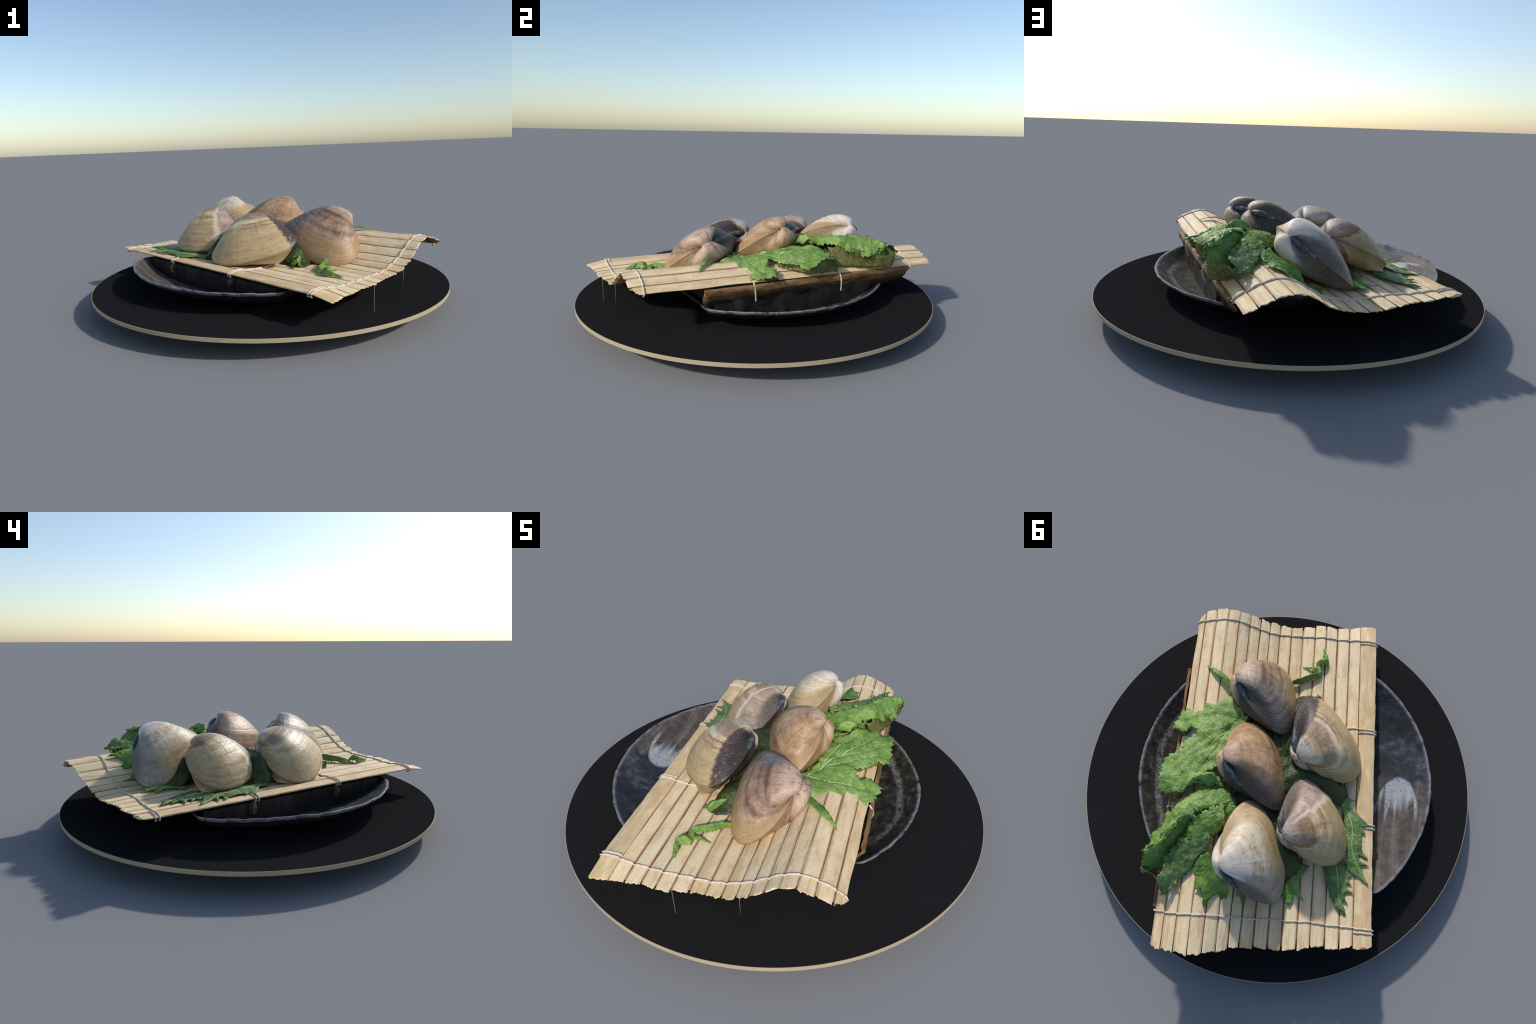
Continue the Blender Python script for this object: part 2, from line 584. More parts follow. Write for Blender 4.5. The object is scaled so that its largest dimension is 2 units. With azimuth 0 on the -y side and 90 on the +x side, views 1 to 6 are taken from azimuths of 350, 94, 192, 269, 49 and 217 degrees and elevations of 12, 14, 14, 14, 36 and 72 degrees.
def bamboo_mat():
    root = make_empty('bamboo_mat', (0, 0, .26))
    bpy.context.view_layer.update()
    tag(root, 'rectangular mat of split bamboo slats tied with cord', 'bamboo mat')
    root.location = (0, 0, 0)
    bm_ = bamboo_material('split_bamboo')
    bg = bamboo_material('split_bamboo_guard', .055)
    for k in range(16):
        slat(k, bm_ if k else bg, root)
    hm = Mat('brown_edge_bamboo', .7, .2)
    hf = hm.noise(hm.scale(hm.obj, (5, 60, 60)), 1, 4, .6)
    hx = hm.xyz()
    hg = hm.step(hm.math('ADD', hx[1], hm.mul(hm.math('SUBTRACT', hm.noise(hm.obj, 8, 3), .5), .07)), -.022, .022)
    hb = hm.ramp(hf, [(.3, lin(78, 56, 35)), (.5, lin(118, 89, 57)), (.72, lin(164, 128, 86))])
    hm.color(hm.mix(hg, hm.ramp(hf, [(.35, lin(24, 20, 17)), (.7, lin(52, 40, 28))]), hb))  # lower part painted near-black where shade deepens toward the dish
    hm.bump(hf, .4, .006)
    edge_shade_wall(hm.m, root)
    # brown underlayer seen in the gaps between the slats
    m = Mat('brown_bamboo_skin', .7, .2)
    f = m.noise(m.scale(m.obj, (30, 30, 30)), 1, 3)
    m.color(m.ramp(f, [(.3, lin(128, 88, 60)), (.7, lin(164, 122, 90))]))
    V, F = [], []
    nst = 40
    for side in (0, 1):
        for j in range(nst):
            for i in range(17):
                t = j / (nst - 1)
                oa, ob = OVER_A(i) - .016, OVER_B(i) - .016
                L = np.linalg.norm(B[i] - A[i])
                ii = min(max(i, .12), 15.9)
                p, w = mat_point(ii, -oa + t * (L + oa + ob), -.0066 - .003 * side)
                V.append(p)
    N = nst * 17
    for j in range(nst - 1):
        for i in range(16):
            a = j * 17 + i
            F.append((a, a + 1, a + 18, a + 17))
            F.append((N + a, N + a + 17, N + a + 18, N + a + 1))
    bnd = [i for i in range(17)] + [j * 17 + 16 for j in range(1, nst)] + \
          [(nst - 1) * 17 + i for i in range(15, -1, -1)] + [j * 17 for j in range(nst - 2, 0, -1)]
    for a, b in zip(bnd, bnd[1:] + bnd[:1]):
        F.append((a, b, N + b, N + a))
    make_obj('mat_underlayer', V, F, m.m, root)
    # cords
    c = Mat('pale_cotton_cord', .8, .15)
    w = c.noise(c.obj, 160, 2)
    c.color(c.ramp(w, [(.3, lin(176, 160, 142)), (.5, lin(206, 194, 180)), (.7, lin(226, 218, 208))]))
    c.bump(w, .5, .003)
    cord_row(lambda i: 0.0, c.m, root)
    cord_row(lambda i: LEN, c.m, root)
    cord_row(lambda i: .348 * LEN, c.m, root, i_max=11)
    cord_row(lambda i: .678 * LEN, c.m, root)
    # cord falling over the shade wall
    e = (B[16] - A[16]) / np.linalg.norm(B[16] - A[16])
    for s in (.348 * LEN, .678 * LEN):
        p = A[16] + e * s
        o = np.array((.853, .521, 0))
        path = resample([p + (0, 0, .005), p + o * .012 + (0, 0, -.012), p + o * .021 + (0, 0, -.035),
                         p + o * .014 + e * .006 + (0, 0, -.065), p + o * .004 + e * .012 + (0, 0, -.095)], 24)
        V, F = tube(path, .004, 8)
        make_obj('binding_cord', V, F, c.m, root)
    kn = Mat('dirty_cord', .85, .1)
    kf = kn.noise(kn.scale(kn.obj, (60, 60, 14)), 1, 3)
    kn.color(kn.ramp(kf, [(.35, lin(46, 38, 30)), (.55, lin(92, 78, 60)), (.7, lin(128, 112, 90))]))
    cord_knot(.352 * LEN, kn.m, root, 1.)
    cord_knot(.684 * LEN, kn.m, root, 4.)
    # loose bamboo splinters hanging from the frayed end, one reaching down past the stand
    fb = Mat('pale_fibre', .8, .1)
    fb.color(lin(170, 150, 120))
    parts = []
    for i, z1 in ((5., .0), (9.2, .17)):
        p, w = mat_point(i, -OVER_A(i) + .012, -.006)
        q = np.array((p[0] + .002, p[1] - .001, z1))
        parts.append(tube([p, p * .5 + q * .5, q], [.0008, .0006, .0003], 5))
    V, F = merge(parts)
    ob = make_obj('bamboo_fibre', V, F, fb.m, root)
    ob['kind'] = 'stuff'
    return root


def shadow_wall(parent):
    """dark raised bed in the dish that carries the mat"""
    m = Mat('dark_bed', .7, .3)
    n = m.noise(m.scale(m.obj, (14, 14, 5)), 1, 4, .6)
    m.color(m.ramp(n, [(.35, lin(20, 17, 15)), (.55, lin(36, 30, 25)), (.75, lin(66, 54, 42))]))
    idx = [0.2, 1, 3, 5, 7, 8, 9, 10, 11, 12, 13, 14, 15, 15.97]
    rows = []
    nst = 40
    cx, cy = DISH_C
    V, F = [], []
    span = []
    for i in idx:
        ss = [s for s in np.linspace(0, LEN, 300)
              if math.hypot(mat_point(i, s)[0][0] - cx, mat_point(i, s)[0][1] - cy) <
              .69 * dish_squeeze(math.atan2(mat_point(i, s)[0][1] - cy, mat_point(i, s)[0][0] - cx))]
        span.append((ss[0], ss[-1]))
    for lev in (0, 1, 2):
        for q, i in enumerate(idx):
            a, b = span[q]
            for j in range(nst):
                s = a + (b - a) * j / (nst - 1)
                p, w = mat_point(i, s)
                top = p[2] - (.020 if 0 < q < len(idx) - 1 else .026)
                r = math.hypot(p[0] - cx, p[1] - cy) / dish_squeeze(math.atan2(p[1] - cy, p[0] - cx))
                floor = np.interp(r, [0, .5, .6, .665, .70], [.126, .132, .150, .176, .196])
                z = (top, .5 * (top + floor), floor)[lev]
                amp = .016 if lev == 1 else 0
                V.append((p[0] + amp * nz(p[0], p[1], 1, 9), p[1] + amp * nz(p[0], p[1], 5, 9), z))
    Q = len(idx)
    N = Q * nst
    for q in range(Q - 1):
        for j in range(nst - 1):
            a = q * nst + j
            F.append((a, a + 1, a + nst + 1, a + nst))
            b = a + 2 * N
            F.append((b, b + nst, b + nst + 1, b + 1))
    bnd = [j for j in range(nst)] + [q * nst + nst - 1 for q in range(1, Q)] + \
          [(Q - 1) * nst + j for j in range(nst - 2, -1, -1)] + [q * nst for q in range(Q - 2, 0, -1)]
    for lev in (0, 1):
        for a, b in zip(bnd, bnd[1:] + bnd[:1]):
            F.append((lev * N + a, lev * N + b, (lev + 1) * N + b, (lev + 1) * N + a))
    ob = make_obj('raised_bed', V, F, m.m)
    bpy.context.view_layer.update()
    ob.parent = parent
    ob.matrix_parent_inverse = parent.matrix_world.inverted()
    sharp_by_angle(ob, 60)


# ================================================================== CLAMS
OUTLINE = [(0, 0.0), (.16, -.015), (.33, -.11), (.50, -.29), (.62, -.50), (.66, -.68), (.58, -.83), (.40, -.94),
           (.15, -.995), (-.12, -1.0), (-.36, -.94), (-.53, -.80), (-.60, -.60), (-.55, -.38), (-.40, -.17), (-.20, -.035)]


def shell_outline(n):
    c = [np.array(p) for p in OUTLINE]
    m = len(c)
    out = []
    for k in range(n):
        s = k * m / n
        i = int(s)
        out.append(catmull(c[i - 1], c[i % m], c[(i + 1) % m], c[(i + 2) % m], s - i))
    return np.array(out)


def clam_material(name, L, H, W, tau, pal, sgn, under=0.):
    """coiled-shell coordinates from object space: phi = growth age, rho = direction of the rib"""
    m = Mat(name, .42, .4)
    X, Y, Z = m.xyz()
    x = m.mul(X, sgn / L)
    y = m.mul(Y, 1. / H)
    z = m.math('ABSOLUTE', m.mul(Z, 1. / W))
    r = m.math('ADD', m.math('SQRT', m.math('ADD', m.mul(y, y), m.mul(z, z))), .01)
    phi = m.math('ARCTAN2', z, m.mul(y, -1.))
    rho = m.math('DIVIDE', x, r)
    nv = m.vec(x, y, z)
    n1 = m.noise(nv, 3.2, 3, .55)
    n2 = m.noise(nv, 9., 4, .6)
    n3 = m.noise(nv, 34., 3, .6)
    pj = m.math('ADD', phi, m.mul(m.math('SUBTRACT', n1, .5), .22))
    sd = pal['seed']
    band = m.noise(m.vec(m.mul(pj, 4.2), sd, m.mul(rho, .35)), 1., 2, .5)
    line = m.noise(m.vec(m.mul(pj, 26.), sd + 3., m.mul(rho, .5)), 1., 3, .6)
    rib = m.noise(m.vec(m.mul(rho, 13.), sd + 9., m.mul(phi, .8)), 1., 3, .6)
    v = m.math('ADD', m.mul(band, .62), m.math('ADD', m.mul(line, .26), m.mul(rib, pal.get('rib', .2))))
    v = m.math('ADD', v, m.mul(m.math('SUBTRACT', n2, .5), .5))
    col = m.ramp(v, [(.40, pal['dark']), (.50, pal['mid']), (.59, pal['light']), (.70, pal['pale'])])
    # fine growth lines
    col = m.mix(m.mul(m.step(line, .56, .70), pal.get('lines', .35)), col, pal['line'])
    if 'hatch' in pal:
        col = m.mix(m.mul(m.step(rib, .5, .64), pal['hatch']), col, pal['line'])
    # smoother, plainer band of young shell near the lips
    vent = m.step(m.math('ADD', phi, m.mul(m.math('SUBTRACT', n1, .5), .35)), pal.get('v1', .62), pal.get('v0', .38))
    vcol = m.ramp(m.math('ADD', m.mul(line, .5), m.mul(n1, .5)), [(.35, pal['vent_dark']), (.6, pal['vent'])])
    col = m.mix(m.mul(vent, pal.get('ventf', .85)), col, vcol)
    # broad ring zone
    if 'zone' in pal:
        a, b, zc, zf = pal['zone']
        zm = m.mul(m.step(pj, a, a + .1), m.step(pj, b, b - .15))
        zm = m.mul(zm, m.step(m.math('ADD', m.mul(n2, .6), m.mul(rib, .4)), .36, .54))
        col = m.mix(m.mul(zm, zf), col, zc)
    if 'rings' in pal:
        for a in pal['rings'][0]:
            rm = m.step(m.math('ABSOLUTE', m.math('SUBTRACT', pj, a)), .035, .008)
            rm = m.mul(rm, m.step(rho, -.25, .1))
            col = m.mix(m.mul(m.mul(rm, m.step(n2, .34, .5)), .7), col, pal['rings'][1])
    # hind slope behind the beak
    pm = m.math('ADD', rho, m.mul(m.math('SUBTRACT', n1, .5), .35))
    pm = m.math('ADD', pm, m.mul(m.math('SUBTRACT', line, .5), .22))
    p0 = pal.get('post0', .42)
    post = m.step(pm, p0, p0 + pal.get('postw', .12))
    pc = m.ramp(m.math('ADD', m.mul(n2, .5), m.mul(line, .5)), [(.35, pal['post_dark']), (.65, pal['post'])])
    col = m.mix(m.mul(post, pal.get('postf', .9)), col, pc)
    if under:
        col = m.mix(m.mul(m.step(pm, -.1, .5), under), col, lin(66, 58, 52))  # lower valve browned down with the occlusion underneath the clam
    if 'fleck' in pal:
        fl = m.mul(post, m.step(m.math('ADD', m.mul(m.noise(m.vec(m.mul(pj, 40.), m.mul(rho, 26.), sd), 1., 3, .7), .75), m.mul(n1, .25)), .55, .64))
        col = m.mix(m.mul(fl, .55), col, pal['fleck'])
    if 'ridge' in pal:
        rd = m.step(m.math('ABSOLUTE', m.math('SUBTRACT', pm, pal['ridge'][0])), pal['ridge'][1], .02)
        col = m.mix(m.mul(rd, .8), col, pal['ridge'][2])
    # beak
    um = m.step(m.math('ADD', phi, m.mul(m.math('SUBTRACT', n2, .5), .5)), pal.get('u0', 1.15), pal.get('u1', 1.6))
    uc = m.mix(m.step(m.math('ADD', m.mul(n2, .5), m.mul(rib, .5)), .5, .58), pal['beak'], pal['beak_spot'])
    col = m.mix(m.mul(um, pal.get('beakf', .8)), col, uc)
    # dark stain along the hinge and in the seam
    esc = m.mul(m.step(m.math('ADD', rho, m.mul(m.math('SUBTRACT', n2, .5), .5)), .80, 1.25), m.step(n1, .15, .4))
    col = m.mix(m.mul(esc, .68), col, pal['hinge'])
    col = m.mix(m.mul(m.step(phi, .035, .008), .5), col, lin(96, 76, 56))
    # mottle, grain and chips
    n4 = m.noise(m.vec(m.mul(pj, 7.), m.mul(rho, 4.5), sd), 2.6, 6, .7)
    col = m.mix(m.mul(m.step(n4, .46, .32), .18), col, m.mix(.62, col, lin(66, 52, 46)))
    col = m.mix(m.mul(m.step(n4, .54, .70), .28), col, m.mix(.5, col, lin(244, 232, 212)))
    col = m.mix(m.mul(m.step(n3, .60, .70), .22), col, lin(232, 222, 205))
    col = m.mix(m.mul(m.step(n3, .38, .30), .25), col, lin(92, 76, 66))
    t = pal.get('tint', .86)
    col = m.mix(1., col, (t, t * .975, t * .92, 1), 'MULTIPLY')
    m.color(col)
    m.bump(m.math('ADD', m.mul(line, .5), m.math('ADD', m.mul(rib, .25), m.mul(n3, .25))), .55, .008)
    return m.m


def clam(spec):
    sgn, loc, R, par, pal = spec
    L, H, W, tau, low = par
    M = Matrix([list(R[i]) + [loc[i]] for i in range(3)] + [[0, 0, 0, 1]])
    root = make_empty('clam', loc)
    root.matrix_world = M
    bpy.context.view_layer.update()
    tag(root, pal['label'], 'clam')
    n, nph = 128, 72
    O = shell_outline(n)
    end = math.radians(200)
    sd = pal['seed'] * 3.1
    for side in (1, -1):
        w = W * (1 if side == 1 else low)
        V, F = [], []
        for j in range(nph + 1):
            ph = end * (j / nph) ** 1.15
            g = math.exp(-ph / tau)
            # seam groove, growth ridges
            k = 1 - .014 * math.exp(-ph / .035)
            k *= 1 + .0040 * math.sin(ph * 34 + sd + 2 * mnoise.noise(Vector((ph * 3, sd, 9)))) * min(1, ph * 4) + .009 * mnoise.noise(Vector((ph * 9, sd, side)))
            for o in O:
                q = 1 + .010 * mnoise.noise(Vector((o[0] * 3, o[1] * 3 + sd, ph * 2 + side)))
                q *= 1 + .003 * mnoise.noise(Vector((o[0] / (abs(o[1]) + .2) * 12, sd, ph)))
                V.append((g * k * q * o[0] * L * sgn,
                          g * k * q * math.cos(ph) * o[1] * H,
                          -g * k * q * math.sin(ph) * o[1] * w * side + side * .0006))
        # the free lip rests on the mat: towards the outer side the lower half bellies straight down
        Rn = np.array(R)
        Wd = np.array(V) @ Rn.T + np.array(loc)
        cen = np.array(loc) - Rn[:, 1] * H * .5
        if side == 1:
            rel = Wd[:, :2] - cen[:2]
            ang = np.arctan2(rel[:, 1], rel[:, 0])
            bins = ((ang + math.pi) / (2 * math.pi) * 48).astype(int) % 48
            rad = np.hypot(rel[:, 0], rel[:, 1])
            RM, ZM = np.zeros(48), np.zeros(48)
            for b in range(48):
                q = np.where(bins == b)[0]
                if len(q):
                    k = q[np.argmax(rad[q])]
                    RM[b], ZM[b] = rad[k], Wd[k, 2]
            sm = lambda a: (np.roll(a, 1) + a * 2 + np.roll(a, -1)) / 4
            RM, ZM = sm(RM), sm(ZM)
        rel = Wd[:, :2] - cen[:2]
        ang = np.arctan2(rel[:, 1], rel[:, 0])
        fb = ((ang + math.pi) / (2 * math.pi) * 48 - .5) % 48
        b0 = fb.astype(int) % 48
        ff = fb - fb.astype(int)
        rm = RM[b0] * (1 - ff) + RM[(b0 + 1) % 48] * ff
        zm = ZM[b0] * (1 - ff) + ZM[(b0 + 1) % 48] * ff
        rad = np.hypot(rel[:, 0], rel[:, 1])
        face = np.clip((np.cos(ang - pal.get('face', -2.3)) + .25) / .6, 0, 1) * pal['settle']
        if True:
            under = np.clip((zm - Wd[:, 2]) / .03, 0, 1) * np.clip((rad / rm - .35) / .3, 0, 1)
            nr = rad + (rm * .985 - rad) * face * under
            Wd[:, 0] = cen[0] + rel[:, 0] * nr / rad
            Wd[:, 1] = cen[1] + rel[:, 1] * nr / rad
            drop = np.clip((zm - Wd[:, 2]) / .05, 0, 1) * face
            Wd[:, 2] -= drop * np.clip(Wd[:, 2] - .255, 0, 1) * .75
        Wd[:, 2] = np.maximum(Wd[:, 2], .250)
        V = list((Wd - np.array(loc)) @ Rn)
        for j in range(nph):
            for u in range(n):
                F.append((j * n + u, j * n + (u + 1) % n, (j + 1) * n + (u + 1) % n, (j + 1) * n + u))
        F.append(tuple(nph * n + u for u in range(n)))
        # close the valve from inside so it is a solid shell half
        F.append(tuple(range(n - 1, -1, -1)))
        mat = clam_material('clam_shell', L, H, w, tau, pal, sgn, 0. if side == 1 else .35)
        ob = make_obj('shell_valve', V, F, mat, root)
        sharp_by_angle(ob, 70)
    # ligament: dark leathery bead behind the beaks
    m = bpy.data.materials.get('ligament_skin')
    if not m:
        lm = Mat('ligament_skin', .5, .4)
        f = lm.noise(lm.scale(lm.obj, (20, 60, 60)), 1, 3)
        lm.color(lm.ramp(f, [(.3, lin(40, 44, 48)), (.55, lin(74, 80, 84)), (.72, lin(134, 138, 136))]))
        lm.bump(f, .5, .006)
        m = lm.m
    V, F = [], []
    nl, ns = 26, 16
    for j in range(nl):
        t = j / (nl - 1)
        c = np.array((sgn * L * (.03 + .34 * t), H * (.015 - .03 * t - .16 * t * t), 0))
        rad = .020 * (max(0, math.sin(math.pi * min(.995, max(.005, t)))) ** .45) * (1 - .3 * t)
        for k in range(ns):
            a = 2 * math.pi * k / ns
            b = 1 + .12 * mnoise.noise(Vector((t * 6, math.cos(a) * 1.5, math.sin(a) * 1.5 + sd)))
            V.append((c[0], c[1] + rad * b * math.cos(a) * 1.05 + .002, rad * b * math.sin(a) * 1.0))
    for j in range(nl - 1):
        for k in range(ns):
            F.append((j * ns + k, j * ns + (k + 1) % ns, (j + 1) * ns + (k + 1) % ns, (j + 1) * ns + k))
    F.append(tuple(range(ns)))
    F.append(tuple((nl - 1) * ns + k for k in range(ns)))
    make_obj('ligament', V, F, m, root)


def clams():
    # sign of the hind end, hinge position, frame (columns: length, height, upward), length/height/depth/coil/lower depth
    A_ = (-1, [0.3734, -0.2213, 0.4507], [[0.5566, 0.7858, -0.2698], [-0.7609, 0.3516, -0.5454], [-0.3337, 0.5088, 0.7936]], [0.3793, 0.325, 0.2483, 1.4706, 0.9931])
    B_ = (1, [-0.0872, -0.0786, 0.4282], [[0.9069, 0.2563, -0.3345], [-0.3646, 0.8752, -0.3178], [0.2113, 0.4102, 0.8872]], [0.3821, 0.3405, 0.3127, 1.2045, 0.6962])
    C_ = (-1, [0.1692, 0.1533, 0.5077], [[0.7429, 0.5861, -0.3236], [-0.6545, 0.5344, -0.5348], [-0.1405, 0.6091, 0.7805]], [0.3852, 0.3409, 0.2969, 1.1114, 1.1099])
    D_ = (1, [-0.2474, 0.2729, 0.4403], [[0.8526, 0.4118, -0.3218], [-0.5098, 0.7908, -0.3386], [0.115, 0.4528, 0.8842]], [0.3502, 0.3319, 0.3467, 1.0084, 0.7237])
    E_ = (-1, [-0.1064, 0.5346, 0.4832], [[0.7343, 0.3877, -0.5572], [-0.6126, 0.732, -0.2981], [0.2923, 0.5603, 0.775]], [0.3878, 0.3431, 0.3149, 1.1129, 0.9193])
    hinge = lin(44, 44, 46)
    pa = dict(label='mauve brown clam with slate blue hind slope', seed=1.3, settle=.0,
              dark=lin(106, 82, 68), mid=lin(142, 113, 93), light=lin(164, 135, 112), pale=lin(190, 163, 140), line=lin(108, 82, 76),
              lines=.4, vent=lin(196, 164, 118), vent_dark=lin(156, 122, 84), v0=.36, v1=.60, post=lin(136, 130, 134), post_dark=lin(84, 78, 82),
              post0=.20, postw=.30, postf=.72, beak=lin(214, 190, 172), beak_spot=lin(166, 124, 112), u0=1.15, u1=1.75, hinge=hinge)
    pb = dict(label='cream clam with dark purple-brown hind slope', seed=4.1, settle=.95,
              dark=lin(172, 140, 102), mid=lin(198, 170, 128), light=lin(216, 194, 156), pale=lin(230, 214, 182), line=lin(160, 118, 94),
              lines=.3, vent=lin(198, 172, 128), vent_dark=lin(160, 134, 94), ventf=.75, post=lin(86, 70, 74), post_dark=lin(52, 43, 48), post0=.66, postw=.12,
              postf=.97, fleck=lin(176, 160, 124), zone=(.78, 1.35, lin(122, 96, 88), .72), rings=((.56, .68), lin(136, 92, 82)),
              beak=lin(222, 212, 202), beak_spot=lin(136, 102, 106), u0=1.35, u1=1.6, hinge=hinge)
    pc = dict(label='brown clam with fine crossed rings and ribs', seed=7.7, rib=.3, settle=.4,
              dark=lin(132, 98, 70), mid=lin(160, 126, 92), light=lin(184, 148, 112), pale=lin(206, 172, 136), line=lin(112, 82, 64),
              lines=.55, hatch=.42, vent=lin(198, 162, 114), vent_dark=lin(156, 120, 82), v0=.22, v1=.45, ventf=.6, post=lin(134, 118, 100), post_dark=lin(82, 70, 60),
              post0=.42, postw=.2, postf=.8, beak=lin(220, 190, 164), beak_spot=lin(172, 130, 112), u0=1.2, u1=1.8, beakf=.7, hinge=hinge)
    pd = dict(label='cream and tan clam with purple beak', seed=11.2, settle=.95,
              dark=lin(142, 110, 76), mid=lin(176, 145, 105), light=lin(202, 176, 138), pale=lin(230, 210, 178), line=lin(148, 112, 80),
              lines=.45, vent=lin(198, 176, 136), vent_dark=lin(160, 134, 94), post=lin(204, 186, 176), post_dark=lin(140, 116, 110), post0=.40, postw=.14,
              postf=.8, ridge=(.36, .11, lin(238, 222, 204)), zone=(.95, 1.5, lin(150, 122, 116), .6),
              beak=lin(208, 194, 188), beak_spot=lin(110, 78, 84), u0=1.25, u1=1.6, hinge=hinge)
    pe = dict(label='large white clam with tan lower shell', seed=15.9, settle=.5, tint=.96,
              dark=lin(176, 148, 112), mid=lin(208, 188, 158), light=lin(226, 212, 192), pale=lin(238, 230, 218), line=lin(180, 150, 112),
              lines=.35, vent=lin(200, 174, 126), vent_dark=lin(160, 126, 80), v0=.4, v1=.8, ventf=.8, post=lin(168, 160, 160), post_dark=lin(112, 104, 108),
              post0=.36, postw=.3, postf=.75, beak=lin(236, 226, 218), beak_spot=lin(214, 196, 190), u0=.9, u1=1.5, hinge=hinge)
    for s, p in ((A_, pa), (B_, pb), (C_, pc), (D_, pd), (E_, pe)):
        clam(s + (p,))


# ================================================================== LEAVES
def leaf_material(name, tones, trans=.25):
    m = Mat(name, .5, .35)
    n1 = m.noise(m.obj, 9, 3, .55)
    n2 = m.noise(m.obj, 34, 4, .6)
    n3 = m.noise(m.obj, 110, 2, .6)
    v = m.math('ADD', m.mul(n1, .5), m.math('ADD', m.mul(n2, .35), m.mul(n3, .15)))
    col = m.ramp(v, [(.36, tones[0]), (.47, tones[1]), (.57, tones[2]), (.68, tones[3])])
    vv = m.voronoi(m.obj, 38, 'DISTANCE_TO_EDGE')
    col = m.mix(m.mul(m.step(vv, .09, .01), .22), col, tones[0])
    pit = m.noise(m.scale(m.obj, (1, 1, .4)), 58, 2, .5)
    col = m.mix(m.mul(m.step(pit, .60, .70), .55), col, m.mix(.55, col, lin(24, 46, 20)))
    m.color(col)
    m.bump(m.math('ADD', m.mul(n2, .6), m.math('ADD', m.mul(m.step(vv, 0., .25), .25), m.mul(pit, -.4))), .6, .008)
    tr = m.n.new('ShaderNodeBsdfTranslucent')
    m.put(tr.inputs['Color'], m.mix(.5, col, lin(140, 172, 66)))
    mx = m.n.new('ShaderNodeMixShader')
    mx.inputs[0].default_value = trans
    m.t.links.new(m.bsdf.outputs[0], mx.inputs[1])
    m.t.links.new(tr.outputs[0], mx.inputs[2])
    m.t.links.new(mx.outputs[0], m.out.inputs['Surface'])
    return m.m


def tps(ctrl):
    P = np.array(ctrl, float)
    n = len(P)
    d = np.linalg.norm(P[:, None, :2] - P[None, :, :2], axis=2)
    K = np.where(d > 1e-9, d * d * np.log(d + 1e-12), 0) + np.eye(n) * 2e-4
    Q = np.hstack([np.ones((n, 1)), P[:, :2]])
    Mx = np.block([[K, Q], [Q.T, np.zeros((3, 3))]])
    sol = np.linalg.solve(Mx, np.concatenate([P[:, 2], np.zeros(3)]))

    def f(x, y):
        r = np.hypot(P[:, 0] - x, P[:, 1] - y)
        return float((sol[:n] * np.where(r > 1e-9, r * r * np.log(r + 1e-12), 0)).sum() + sol[n] + sol[n + 1] * x + sol[n + 2] * y)
    return f


